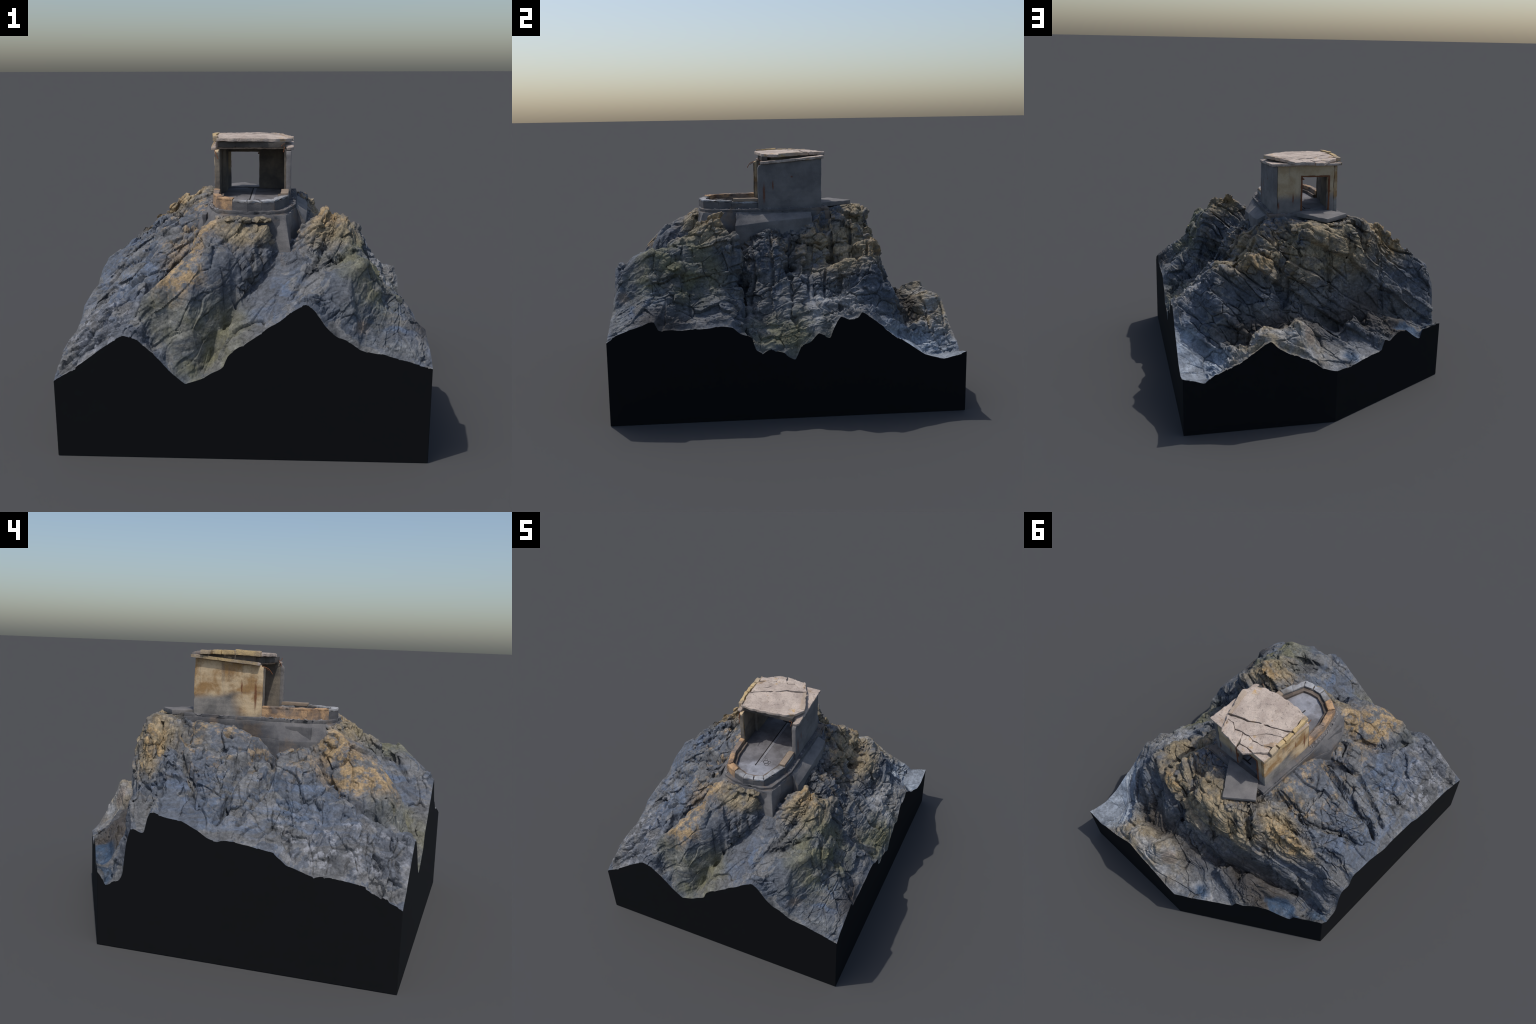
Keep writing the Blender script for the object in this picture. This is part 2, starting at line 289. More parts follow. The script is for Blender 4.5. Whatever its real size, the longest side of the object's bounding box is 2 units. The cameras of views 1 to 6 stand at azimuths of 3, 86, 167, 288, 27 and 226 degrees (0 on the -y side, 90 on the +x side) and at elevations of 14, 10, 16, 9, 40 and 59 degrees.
def build_ground():
    u, v = np.meshgrid(np.linspace(0, 1, NU), np.linspace(0, 1, NV))
    Y = -1 + 2 * v
    left = np.where(Y < NOTCH_Y, -HALF_X, -HALF_X + (Y - NOTCH_Y) / (1 - NOTCH_Y) * (NOTCH_X + HALF_X))
    X = left + (HALF_X - left) * u
    x, y = X.ravel().astype(np.float32), Y.ravel().astype(np.float32)
    model = ground_model()
    z = ground(x, y, model).astype(np.float32)
    # slide the grid lines so that steep faces get as many rows as flat ground
    def box_blur(a, r, axis):
        pad = [(0, 0), (0, 0)]; pad[axis] = (r + 1, r)
        c = np.cumsum(np.pad(a, pad, mode='edge'), axis=axis)
        n = a.shape[axis]
        return (np.take(c, range(2 * r + 1, n + 2 * r + 1), axis) - np.take(c, range(0, n), axis)) / (2 * r + 1)
    def even_out(X, Y, Z, axis):
        arc = np.sqrt(np.diff(X, axis=axis) ** 2 + np.diff(Y, axis=axis) ** 2 + (.75 * np.diff(Z, axis=axis)) ** 2)
        arc = box_blur(box_blur(arc, 3, axis), 10, 1 - axis)
        if axis == 0: X, Y, arc = X.T, Y.T, arc.T
        s = np.concatenate([np.zeros((len(arc), 1)), np.cumsum(arc, 1)], 1); X2, Y2 = np.empty_like(X), np.empty_like(Y)
        for r in range(len(X)):
            want = np.linspace(0, s[r, -1], X.shape[1])
            X2[r] = np.interp(want, s[r], X[r]); Y2[r] = np.interp(want, s[r], Y[r])
        return (X2.T, Y2.T) if axis == 0 else (X2, Y2)
    for axis in (1, 0):
        X, Y = even_out(X, Y, z.reshape(NV, NU), axis)
        x, y = X.ravel().astype(np.float32), Y.ravel().astype(np.float32)
        z = ground(x, y, model).astype(np.float32)
    left = np.where(Y < NOTCH_Y, -HALF_X, -HALF_X + (Y - NOTCH_Y) / (1 - NOTCH_Y) * (NOTCH_X + HALF_X))
    edge = np.minimum(np.minimum(HALF_X - x, 1 - np.abs(y)), x - left.ravel()).astype(np.float32)
    inner = smooth(0, .05, edge)
    relief = np.ones(len(x), np.float32)
    for (cx, cy), (rx, ry), k in SMOOTH:
        m = 1 - smooth(.6, 1.15, np.hypot((x - cx) / rx, (y - cy) / ry)); relief *= 1 - m * (1 - k)
    # open cracks and gullies
    P0 = np.stack([x, y, z], 1)
    wob = fbm(P0 * np.array([9, 9, 0], np.float32), 2, 11) * .011; wob2 = fbm(P0 * np.array([9, 9, 0], np.float32), 2, 21) * .011
    carve = np.zeros(len(x), np.float32)
    for line, w, depth in CRACKS:
        d, t = to_polyline(x + wob, y + wob2, line)
        w_here = w * (.55 + .75 * np.sin(np.pi * np.clip(t * .9 + .05, 0, 1)))
        carve += depth * (1 - smooth(.38, 1.0, d / w_here)) * smooth(0, .12, np.minimum(t, 1 - t) + .06)
    carve = carve.reshape(NV, NU)
    for axis in (0, 1, 0, 1):
        carve = box_blur(carve, 2, axis)
    z = (z - 1.08 * carve.ravel()).astype(np.float32)
    # normals of the smooth ground
    Z = box_blur(box_blur(z.reshape(NV, NU), 3, 0), 3, 1)
    du = np.stack([np.gradient(a, axis=1) for a in (X, Y, Z)], -1); dv = np.stack([np.gradient(a, axis=0) for a in (X, Y, Z)], -1)
    N = np.cross(du, dv).reshape(-1, 3); N /= np.linalg.norm(N, axis=1, keepdims=True); N = N.astype(np.float32)
    P = np.stack([x, y, z], 1)
    q = np.stack([P @ BED_S, P @ BED_D, P @ BED_N], 1).astype(np.float32)
    q[:, 2] += .018 * fbm(P * 4, 3, 31)
    cliff = smooth(.05, .45, 1 - np.abs(N @ BED_N.astype(np.float32)))   # 1 where beds crop out edge-on
    flat = 1 - cliff
    eface = smooth(.25, .65, N[:, 0]) * cliff                     # east cliff: split by upright joints
    # thick beds: each stands out or back by its own amount
    def beds(t, seed, sharp=.86):
        i = np.floor(t); f = t - i; s = smooth(sharp, 1, f); zero = np.zeros(len(t), np.int64); i = i.astype(np.int64)
        return ((1 - s) * hash3(i, zero, zero, seed) + s * hash3(i + 1, zero, zero, seed)) * 2 - 1
    nface = smooth(.20, .60, N[:, 1]) * cliff
    tb = q[:, 2] / .088 + .30 * vnoise(q * 4, 3)
    D = (.004 + .011 * cliff * (1 - .7 * eface) + nface * (.004 + .018 * smooth(.66, .80, z))) * beds(tb, 41, .90)
    D -= (.008 + .018 * smooth(.66, .80, z)) * nface * smooth(.80, .98, np.abs(2 * (tb - np.floor(tb)) - 1)) * smooth(-.3, .3, vnoise(P * 8, 9))
    D += (.0015 + .0045 * cliff * (1 - .6 * eface) * (1 - .8 * nface)) * beds(q[:, 2] / .024 + .5 * vnoise(q * 9, 4), 43)
    # upright clefts between pillars on the east side
    t = y / .115 + .9 * vnoise(P * 2.6, 6) + .35 * x + .5
    f = np.abs((t - np.floor(t)) - .5) * 2
    upper = smooth(-.36, -.26, y) * (1 - smooth(.60, .72, x)) * smooth(-.3, .3, vnoise(P * 6, 8) + .35)
    D += eface * upper * (.008 - .030 * smooth(.72, .98, f) + .010 * beds(t + .5, 47, .97))
    # joint blocks of three sizes, each with its own tilted face
    warp = np.stack([fbm(P * 7, 2, 51 + k) for k in range(3)], 1) * .13
    def blocks(size, seed, step, tilt, crack, width):
        g, r, off, rid = cells(q / np.array(size, np.float32) + warp, seed)
        lean = sum(off[:, k] * (hash_id(rid, seed + 20 + k) - .5) * 2 for k in range(3))
        open_joint = smooth(-.35, .45, vnoise(P * 7, seed + 7))
        return step * r + tilt * lean - crack * (.15 + .85 * open_joint) * (1 - smooth(.0, width, g))
    big = blocks((.13, .29, .085), 61, .009, .018, .014, .045)
    mid = blocks((.052, .105, .036), 71, .005, .012, .008, .065)
    small = blocks((.026, .032, .018), 81, .0025, .0048, .0035, .16)
    rugged = smooth(-.15, .6, fbm(P * 3.2, 2, 101))                  # some slabs stay clean, some are shattered
    D += big + mid * (.50 + .75 * rugged) + small * (.45 + .85 * rugged)
    # lumps and grain
    D += .004 * fbm(P * 6, 2, 91) + .0016 * fbm(P * 40, 3, 95)
    D -= D.mean() - .002
    D *= relief * (.35 + .65 * smooth(0, .03, edge))
    x2 = x + N[:, 0] * D * inner; y2 = y + N[:, 1] * D * inner; z2 = z + N[:, 2] * D
    # ground stays under the concrete
    z2 = np.where(inside(x2, y2, FOUNDATION), np.minimum(z2, 1.06), z2)
    z2 = np.where(inside(x2, y2, STEP), np.minimum(z2, 1.092), z2)
    return np.stack([x2, y2, z2], 1).astype(np.float32)

# =============================================================================
#  mesh helpers
# =============================================================================
def link(obj, parent=None):
    bpy.context.scene.collection.objects.link(obj)
    if parent is not None:
        obj.parent = parent
    return obj

def mesh_from_arrays(name, V, F):
    me = bpy.data.meshes.new(name)
    me.vertices.add(len(V)); me.vertices.foreach_set('co', np.ascontiguousarray(V, np.float32).ravel())
    k = F.shape[1]
    me.loops.add(F.size); me.loops.foreach_set('vertex_index', np.ascontiguousarray(F, np.int32).ravel())
    me.polygons.add(len(F)); me.polygons.foreach_set('loop_start', np.arange(0, F.size, k, dtype=np.int32))
    me.update(calc_edges=True); me.validate()
    return me

def ring_solid(rings):
    """closed solid through rings of equal length (lists of (x,y,z)), capped at both ends"""
    bm = bmesh.new(); vs = [[bm.verts.new(p) for p in r] for r in rings]; n = len(rings[0])
    for a, b in zip(vs[:-1], vs[1:]):
        for i in range(n):
            bm.faces.new((a[i], a[(i + 1) % n], b[(i + 1) % n], b[i]))
    bm.faces.new(vs[0][::-1]); bm.faces.new(vs[-1])
    bmesh.ops.recalc_face_normals(bm, faces=bm.faces)
    return bm

def prism(poly, z0, z1):
    f0 = z0 if callable(z0) else (lambda x, y: z0); f1 = z1 if callable(z1) else (lambda x, y: z1)
    return ring_solid([[(x, y, f0(x, y)) for x, y in poly], [(x, y, f1(x, y)) for x, y in poly]])

def box(x0, x1, y0, y1, z0, z1):
    return prism([(x0, y0), (x1, y0), (x1, y1), (x0, y1)], z0, z1)

def weather(bm, bevel=.003, cell=.014, rough=.0015, chip=.0, seed=0):
    """round the arrises, cut the faces finer, then wear them: grain everywhere, chips at the edges"""
    if bevel:
        es = [e for e in bm.edges if len(e.link_faces) == 2 and e.calc_face_angle(0) > .5]
        bmesh.ops.bevel(bm, geom=es, offset=bevel, segments=2, affect='EDGES', profile=.6, clamp_overlap=True)
    bmesh.ops.triangulate(bm, faces=[f for f in bm.faces if len(f.verts) > 4])
    for _ in range(7):
        es = [e for e in bm.edges if e.calc_length() > cell * 1.5]
        if not es:
            break
        bmesh.ops.subdivide_edges(bm, edges=es, cuts=1, use_grid_fill=True)
        bmesh.ops.triangulate(bm, faces=[f for f in bm.faces if len(f.verts) > 4])
    bm.normal_update()
    P = np.array([v.co[:] for v in bm.verts], np.float32)
    d = rough * fbm(P * 55 + seed * 3.1, 3, seed)
    if chip:
        d -= chip * np.maximum(0, fbm(P * 24 + seed * 1.7, 3, seed + 9) - .25)
    sharp = np.array([1.0 if max((e.calc_face_angle(0) for e in v.link_edges if len(e.link_faces) == 2), default=0) > .25 else .35 for v in bm.verts])
    if chip:
        d = d * np.maximum(sharp, .3)
    for v, a in zip(bm.verts, d):
        v.co += v.normal * float(a)
    return bm

def part(name, bm, material, parent, smooth_angle=.7):
    me = bpy.data.meshes.new(name); bm.normal_update(); bm.to_mesh(me); bm.free()
    me.materials.append(material)
    o = link(bpy.data.objects.new(name, me), parent)
    me.shade_smooth()
    me.set_sharp_from_angle(angle=smooth_angle)
    return o

def join_bm(bms):
    out = bmesh.new()
    for b in bms:
        me = bpy.data.meshes.new('temporary_piece'); b.to_mesh(me); b.free(); out.from_mesh(me); bpy.data.meshes.remove(me)
    return out

def stone(bm, centre, size, seed):
    r = random.Random(seed)
    res = bmesh.ops.create_icosphere(bm, subdivisions=2, radius=1)
    cuts = [(Vector((r.uniform(-1, 1), r.uniform(-1, 1), r.uniform(-1, 1))).normalized(), r.uniform(.45, .8)) for _ in range(7)]
    s = Vector((r.uniform(.7, 1.3), r.uniform(.7, 1.3), r.uniform(.5, .9))) * size; a = r.uniform(0, 6.28)
    for v in res['verts']:
        p = v.co.copy()
        for n, d in cuts:
            over = p.dot(n) - d
            if over > 0: p -= n * over
        p = Vector((p.x * s.x, p.y * s.y, p.z * s.z))
        v.co = Vector((p.x * math.cos(a) - p.y * math.sin(a), p.x * math.sin(a) + p.y * math.cos(a), p.z)) + Vector(centre)

# =============================================================================
#  materials
# =============================================================================
class Nodes:
    """thin wrapper for wiring procedural colour"""
    def __init__(self, name, rough=.85, spec=.3):
        self.mat = bpy.data.materials.new(name); self.mat.use_nodes = True
        self.t = self.mat.node_tree; self.bsdf = self.t.nodes['Principled BSDF']
        self.bsdf.inputs['Roughness'].default_value = rough; self.bsdf.inputs['Specular IOR Level'].default_value = spec
        self.pos = self.t.nodes.new('ShaderNodeTexCoord').outputs['Object']
    def put(self, sock, v):
        if isinstance(v, bpy.types.NodeSocket): self.t.links.new(v, sock)
        elif isinstance(v, tuple) and sock.type == 'RGBA': sock.default_value = (*v, 1)
        else: sock.default_value = v
    def math(self, op, a, b=0.0, clamp=False):
        n = self.t.nodes.new('ShaderNodeMath'); n.operation = op; n.use_clamp = clamp
        self.put(n.inputs[0], a); self.put(n.inputs[1], b); return n.outputs[0]
    def vmath(self, op, a, b):
        n = self.t.nodes.new('ShaderNodeVectorMath'); n.operation = op
        self.put(n.inputs[0], a); self.put(n.inputs[1], b); return n.outputs['Value' if op in ('LENGTH', 'DOT_PRODUCT', 'DISTANCE') else 'Vector']
    def noise(self, scale, detail=6, rough=.55, vec=None, color=False, dist=0.0):
        n = self.t.nodes.new('ShaderNodeTexNoise'); n.inputs['Scale'].default_value = scale; n.inputs['Detail'].default_value = detail
        n.inputs['Roughness'].default_value = rough; n.inputs['Distortion'].default_value = dist
        self.put(n.inputs['Vector'], vec or self.pos); return n.outputs['Color' if color else 'Fac']
    def voronoi(self, scale, feature='F1', vec=None, out='Distance'):
        n = self.t.nodes.new('ShaderNodeTexVoronoi'); n.feature = feature; n.inputs['Scale'].default_value = scale
        self.put(n.inputs['Vector'], vec or self.pos); return n.outputs[out]
    def mapping(self, scale=(1, 1, 1), rot=(0, 0, 0), vec=None):
        n = self.t.nodes.new('ShaderNodeMapping'); n.inputs['Scale'].default_value = scale; n.inputs['Rotation'].default_value = rot
        self.put(n.inputs['Vector'], vec or self.pos); return n.outputs[0]
    def step(self, v, lo, hi, a=0.0, b=1.0):
        n = self.t.nodes.new('ShaderNodeMapRange'); n.interpolation_type = 'SMOOTHSTEP'
        for s, x in zip(n.inputs[:5], (v, lo, hi, a, b)): self.put(s, x)
        return n.outputs[0]
    def ramp(self, v, stops):
        n = self.t.nodes.new('ShaderNodeValToRGB'); e = n.color_ramp.elements
        for i, (p, c) in enumerate(stops):
            if i >= 2: e.new(p)
            e[i].position = p; e[i].color = (*c, 1)
        self.put(n.inputs[0], v); return n.outputs[0]
    def mix(self, f, a, b, mode='MIX'):
        n = self.t.nodes.new('ShaderNodeMix'); n.data_type = 'RGBA'; n.blend_type = mode
        self.put(n.inputs[0], f); self.put(n.inputs[6], a); self.put(n.inputs[7], b); return n.outputs[2]
    def scale(self, c, v):
        n = self.t.nodes.new('ShaderNodeVectorMath'); n.operation = 'SCALE'; self.put(n.inputs[0], c); self.put(n.inputs['Scale'], v); return n.outputs[0]
    def zone(self, centre, radii, vec=None, soft=.5):
        """1 inside an ellipsoid, fading outwards"""
        d = self.vmath('SUBTRACT', vec or self.pos, centre)
        d = self.vmath('MULTIPLY', d, tuple(1 / r for r in radii))
        return self.step(self.vmath('LENGTH', d, (0, 0, 0)), 1 - soft, 1 + soft, 1.0, 0.0)
    def any(self, zones):
        z = zones[0]
        for k in zones[1:]: z = self.math('MAXIMUM', z, k)
        return z
    def warped(self, amount, scale):
        n = self.noise(scale, 3, color=True)
        return self.vmath('ADD', self.pos, self.scale(self.vmath('SUBTRACT', n, (.5, .5, .5)), amount))
    def finish(self, color, bump=None, strength=.3, distance=.004):
        self.put(self.bsdf.inputs['Base Color'], color)
        if bump is not None:
            b = self.t.nodes.new('ShaderNodeBump'); b.inputs['Strength'].default_value = strength; b.inputs['Distance'].default_value = distance
            self.put(b.inputs['Height'], bump); self.t.links.new(b.outputs[0], self.bsdf.inputs['Normal'])
        return self.mat

def rock_material():
    m = Nodes('layered_sea_rock', .8, .35)
    w = m.warped(.14, 5)
    bed = m.mapping((6, 2, 26), (-.22, -.62, 0), w)          # streaks along the beds
    streak = m.noise(1.2, 5, .6, bed)
    tone = m.noise(4.5, 9, .62, dist=.4)
    fine = m.noise(70, 6, .7)
    bed2 = m.mapping((1, .7, 1.8), (-.22, -.62, 0), w)
    col = m.ramp(tone, [(.28, (.028, .032, .038)), (.74, (.30, .30, .30)), (.5, (.088, .101, .124))])  # pale end lightened to carry the bright highlights of the slabs
    # greyer and bluer drifts
    col = m.mix(m.step(m.noise(2.2, 4), .45, .62, 0, .7), col, m.scale(m.mix(.5, col, (.10, .10, .105)), 1.0))
    # tan weathered rock on the north beds and the south crests
    tan = m.any([m.zone((.05, .58, 1.0), (.50, .16, .26), w), m.zone((.45, -.47, 1.04), (.16, .22, .10), w), m.zone((.0, -.54, 1.03), (.16, .10, .09), w),
                 m.zone((.50, .35, .92), (.20, .25, .2), w), m.zone((-.45, .38, .95), (.30, .10, .2), w), m.zone((.35, .93, .5), (.35, .16, .2), w)])
    col = m.mix(m.math('MULTIPLY', tan, m.step(m.noise(11, 6), .28, .52)), col, m.mix(fine, (.13, .108, .074), (.33, .27, .175)))
    # olive wash of the seaweed line and the silt gully
    olive = m.any([m.zone((-.12, -.88, .52), (.20, .26, .20), w), m.zone((.62, -.62, .8), (.22, .30, .22), w), m.zone((.80, .02, .45), (.12, .26, .14), w), m.zone((-.33, -.86, .66), (.16, .14, .10), w)])
    col = m.mix(m.math('MULTIPLY', olive, m.step(m.noise(8, 5), .35, .62, .2, .85)), col, m.mix(fine, (.085, .085, .048), (.19, .18, .10)))
    # pale smooth silt in the gully, smeared pale apron in the north-east corner
    pale = m.any([m.zone((-.23, -.89, .66), (.22, .12, .13), w), m.zone((.62, -.97, .56), (.26, .06, .06), w), m.zone((-.05, -.97, .5), (.07, .1, .1), w)])
    col = m.mix(m.math('MULTIPLY', pale, m.step(streak, .4, .65, .1, .75)), col, (.185, .185, .165))
    apron = m.any([m.zone((.84, .80, .40), (.10, .27, .24), w, .3), m.zone((.70, .84, .36), (.16, .14, .12), w, .4)])
    col = m.mix(m.math('MULTIPLY', apron, m.step(streak, .3, .7, .55, 1.0)), col, m.mix(streak, (.17, .20, .24), (.36, .40, .45)))
    shore = m.any([m.zone((.30, .93, .46), (.40, .14, .18), w), m.zone((-.1, .88, .36), (.26, .1, .1), w), m.zone((.78, .2, .6), (.16, .3, .12), w)])
    col = m.mix(m.math('MULTIPLY', shore, m.step(m.noise(9, 6), .38, .62, .1, .85)), col, m.mix(streak, (.13, .125, .12), (.40, .41, .42)))
    # dark wet foot of the back cliff
    foot = m.any([m.zone((-.40, .60, .50), (.48, .14, .17), w), m.zone((.30, .74, .47), (.34, .10, .12), w), m.zone((.80, -.70, .55), (.12, .16, .08), w)])
    col = m.mix(m.math('MULTIPLY', foot, .78), col, m.mix(streak, (.020, .017, .016), (.075, .062, .05)))
    # low western sun painted onto the crests as ochre patches
    sunglow_zone = m.any([m.zone((-.33, -.70, .9), (.13, .24, .2), w, .35), m.zone((-.24, -.52, 1.0), (.10, .10, .12), w, .4), m.zone((-.52, .40, .96), (.24, .06, .12), w),
                       m.zone((.40, .58, .87), (.11, .08, .07), w), m.zone((.44, -.40, 1.08), (.08, .10, .04), w, .6)])
    sunglow_wide = m.zone((-.05, .05, 1.0), (.75, .62, .28), w, .35)
    spots = m.step(m.noise(24, 7, .65), .47, .60)
    strong = m.math('MULTIPLY', sunglow_zone, m.step(m.noise(15, 8, .68), .42, .56))
    col = m.mix(m.math('MULTIPLY', strong, .9), col, m.mix(fine, (.19, .135, .075), (.43, .30, .15)))
    thin = m.math('MULTIPLY', m.math('MULTIPLY', sunglow_wide, m.step(m.noise(6, 4), .45, .6)), m.math('MULTIPLY', spots, .55))
    col = m.mix(thin, col, (.33, .235, .125))
    # weed-blue pools and washed places
    pool = m.any([m.zone((-.60, .585, .37), (.17, .06, .07), w, .25), m.zone((-.84, .45, .32), (.06, .05, .05), w, .4), m.zone((-.16, .87, .37), (.07, .05, .05), w, .5)])
    col = m.mix(m.math('MULTIPLY', pool, m.step(m.noise(14, 3), .3, .55, .55, 1)), col, m.mix(m.step(m.noise(30, 2), .55, .7), (.035, .062, .105), (.075, .115, .175)))
    blue = m.any([m.zone((.66, -.82, .62), (.16, .2, .14), w), m.zone((.2, -.82, .72), (.16, .2, .14), w), m.zone((-.65, -.2, .7), (.3, .6, .2), w)])
    col = m.mix(m.math('MULTIPLY', blue, m.step(streak, .42, .68, 0, .6)), col, (.075, .115, .19))
    # blurred beige blots
    blot = m.any([m.zone((.135, .885, .52), (.07, .045, .065), None, .4), m.zone((.565, -.935, .645), (.06, .04, .03), None, .5)])
    col = m.mix(m.math('MULTIPLY', blot, .85), col, (.20, .165, .135))
    # every joint block has its own tone; crack shadows drawn as thin dark lines
    vj = m.mapping((19, 11, 26), (-.22, -.62, .4), m.warped(.09, 12))
    block = m.t.nodes.new('ShaderNodeTexVoronoi'); block.inputs['Scale'].default_value = 1.0; m.put(block.inputs['Vector'], vj)
    sep = m.t.nodes.new('ShaderNodeSeparateColor'); m.put(sep.inputs[0], block.outputs['Color'])
    col = m.scale(col, m.step(sep.outputs[0], 0, 1, .86, 1.15))
    col = m.mix(m.step(m.voronoi(1.0, 'DISTANCE_TO_EDGE', vj),   .0, .05, .22, 0), col, (.02, .022, .026))
    pale_flecks = m.math('MULTIPLY', m.zone((-.70, -.62, .58), (.26, .42, .16), w), m.step(m.noise(18, 5, .6), .52, .64, 0, .6))
    col = m.mix(pale_flecks, col, (.30, .31, .34))
    # grain
    col = m.scale(col, m.math('ADD', .50, m.math('ADD', m.math('MULTIPLY', m.step(fine, .28, .72), .50), m.math('ADD', m.math('MULTIPLY', m.step(m.noise(30, 7, .65, bed2), .34, .66), .38), m.math('MULTIPLY', streak, .22)))))
    h = m.math('ADD', m.math('MULTIPLY', fine, .5), m.math('ADD', m.noise(26, 5), m.math('MULTIPLY', m.voronoi(48, 'DISTANCE_TO_EDGE', w), .8)))
    return m.finish(col, h, .55, .006)

def concrete(name, base, dark, stain=None, stain_zone=None, rust=(), blots=None, bump=.35, boards=True):
    """cast concrete: mottled grey with board marks, stains and rust runs"""
    m = Nodes(name, .88, .25)
    w = m.warped(.05, 9)
    tone = m.noise(9, 8, .6, w)
    col = m.mix(m.step(tone, .32, .68), dark, base)
    if stain:
        z = stain_zone(m, w) if stain_zone else m.step(m.noise(5, 6, .6, w), .42, .6)
        col = m.mix(z, col, m.mix(m.step(m.noise(10, 7, .6, w), .36, .60), stain[0], stain[1]))
    runs = m.noise(3.0, 6, .6, m.mapping((9, 9, .9)))
    col = m.mix(m.step(runs, .55, .75, 0, .45), col, dark)
    if blots:                                  # tan-grey weather stains and small dark pits
        col = m.mix(m.step(m.noise(16, 6, .65, w), .52, .66, 0, .65), col, blots)
        col = m.mix(m.step(m.noise(75, 3, .6), .62, .68, 0, .6), col, (.10, .085, .075))
        col = m.mix(m.step(m.voronoi(26, 'DISTANCE_TO_EDGE', m.warped(.05, 14)), .0, .02, .45, 0), col, (.10, .09, .085))
    for c, r in rust:
        col = m.mix(m.math('MULTIPLY', m.zone(c, r, m.warped(.012, 40), .6), .85), col, (.16, .055, .025))
    fine = m.noise(160, 5, .7)
    col = m.scale(col, m.math('ADD', .78, m.math('MULTIPLY', fine, .44)))
    h = m.math('ADD', fine, m.math('MULTIPLY', m.noise(40, 5), 1.2))
    if boards:
        wv = m.t.nodes.new('ShaderNodeTexWave'); wv.bands_direction = 'Z'; wv.inputs['Scale'].default_value = 11; wv.inputs['Distortion'].default_value = .6
        m.put(wv.inputs['Vector'], m.pos); h = m.math('ADD', h, m.math('MULTIPLY', wv.outputs['Fac'], .35))
    return m.finish(col, h, bump, .003)

def plain(name, col, rough=.8, spec=.3, vary=.25, scale=40):
    m = Nodes(name, rough, spec)
    return m.finish(m.scale(m.mix(0.0, col, col), m.math('ADD', 1 - vary / 2, m.math('MULTIPLY', m.noise(scale, 5), vary))))

# =============================================================================
#  the thing
# =============================================================================
top = link(bpy.data.objects.new('clifftop_bunker', None))
top['label'] = 'ruined concrete lookout bunker on a jagged tilted rock crag'
top['category'] = 'bunker ruin'

# ---- materials
ROCK = rock_material()
CUT = plain('black_cut_face', (.0088, .0095, .0108), .9, .1, .1, 6)
GREY = concrete('grey_concrete', (.215, .205, .20), (.14, .135, .135), rust=[((.225, -.082, 1.20), (.01, .007, .05)), ((.225, -.027, 1.25), (.01, .005, .025)), ((.225, .09, 1.30), (.01, .007, .005))])
def ochre_zone(m, w):
    up = m.step(m.vmath('DOT_PRODUCT', w, (0, .10, 1.0)), 1.205, 1.245)
    return m.math('MULTIPLY', m.math('MAXIMUM', up, m.zone((-.2, -.06, 1.18), (.06, .09, .08), w, .4)), m.step(m.noise(7, 5), .2, .45, .55, 1))
OCHRE = concrete('ochre_concrete', (.28, .26, .235), (.13, .125, .12), stain=((.34, .205, .09), (.60, .46, .29)), stain_zone=ochre_zone,
                 rust=[((-.196, -.078, 1.22), (.012, .007, .07)), ((-.196, .0, 1.26), (.012, .004, .03)), ((.095, .275, 1.20), (.004, .012, .03)), ((.19, .275, 1.155), (.006, .012, .02))])
TAN = concrete('tan_wall_concrete', (.25, .23, .215), (.17, .16, .155), stain=((.42, .31, .185), (.53, .42, .275)),
               stain_zone=lambda m, w: m.math('MULTIPLY', m.step(m.vmath('DOT_PRODUCT', w, (.03, 0, 1.0)), 1.185, 1.25), m.step(m.noise(6, 5), .2, .4, .7, 1)),
               rust=[((.095, .275, 1.20), (.004, .012, .03)), ((.19, .275, 1.155), (.006, .012, .02))])
ROOF = concrete('pale_roof_concrete', (.60, .50, .42), (.40, .325, .275), stain=((.30, .20, .12), (.62, .40, .17)), stain_zone=lambda m, w: m.step(m.noise(13, 5), .60, .70, 0, .8), boards=False, bump=.9, blots=(.36, .29, .235))
RIMY = concrete('lichen_covered_concrete', (.54, .43, .29), (.33, .26, .18), stain=((.36, .245, .11), (.56, .41, .21)), boards=False, bump=.7, blots=(.30, .23, .16))
ORANGE = concrete('orange_stained_concrete', (.32, .25, .20), (.12, .105, .095), stain=((.19, .105, .055), (.52, .33, .18)), blots=(.17, .13, .11), boards=False, bump=.5)
FLAKED = concrete('flaked_pale_concrete', (.42, .43, .45), (.15, .14, .13), boards=False, bump=.6)
BASE = concrete('dark_foundation_concrete', (.150, .145, .145), (.085, .085, .092), stain=((.16, .12, .09), (.24, .18, .13)), stain_zone=lambda m, w: m.step(m.noise(6, 5), .55, .68, 0, .6))
FLOOR = concrete('grey_floor', (.20, .195, .205), (.105, .10, .105), stain=((.24, .25, .28), (.34, .35, .39)), stain_zone=lambda m, w: m.math('MULTIPLY', m.zone((.0, -.36, 1.12), (.16, .12, .1), w), m.step(m.noise(12, 6), .35, .6, .2, .9)), boards=False)
INNER = concrete('inner_wall_concrete', (.235, .20, .155), (.11, .10, .09))  # base tinted warm for the sunlit patch on the inner east wall
LINTEL = concrete('shade_darkened_lintel_concrete', (.13, .115, .10), (.065, .06, .055), boards=False)  # colour lowered to hold the roof's shade on the set-back front
RUST = plain('rusty_iron', (.17, .07, .035), .9, .2, .5, 60)

# ---- rock
V = build_ground()
idx = np.arange(NU * NV).reshape(NV, NU)
F = np.stack([idx[:-1, :-1], idx[:-1, 1:], idx[1:, 1:], idx[1:, :-1]], -1).reshape(-1, 4)
me = mesh_from_arrays('rock_crag', V, F)
me.materials.append(ROCK); me.shade_smooth(); me.set_sharp_from_angle(angle=1.0)
rock = link(bpy.data.objects.new('rock_crag', me), top)

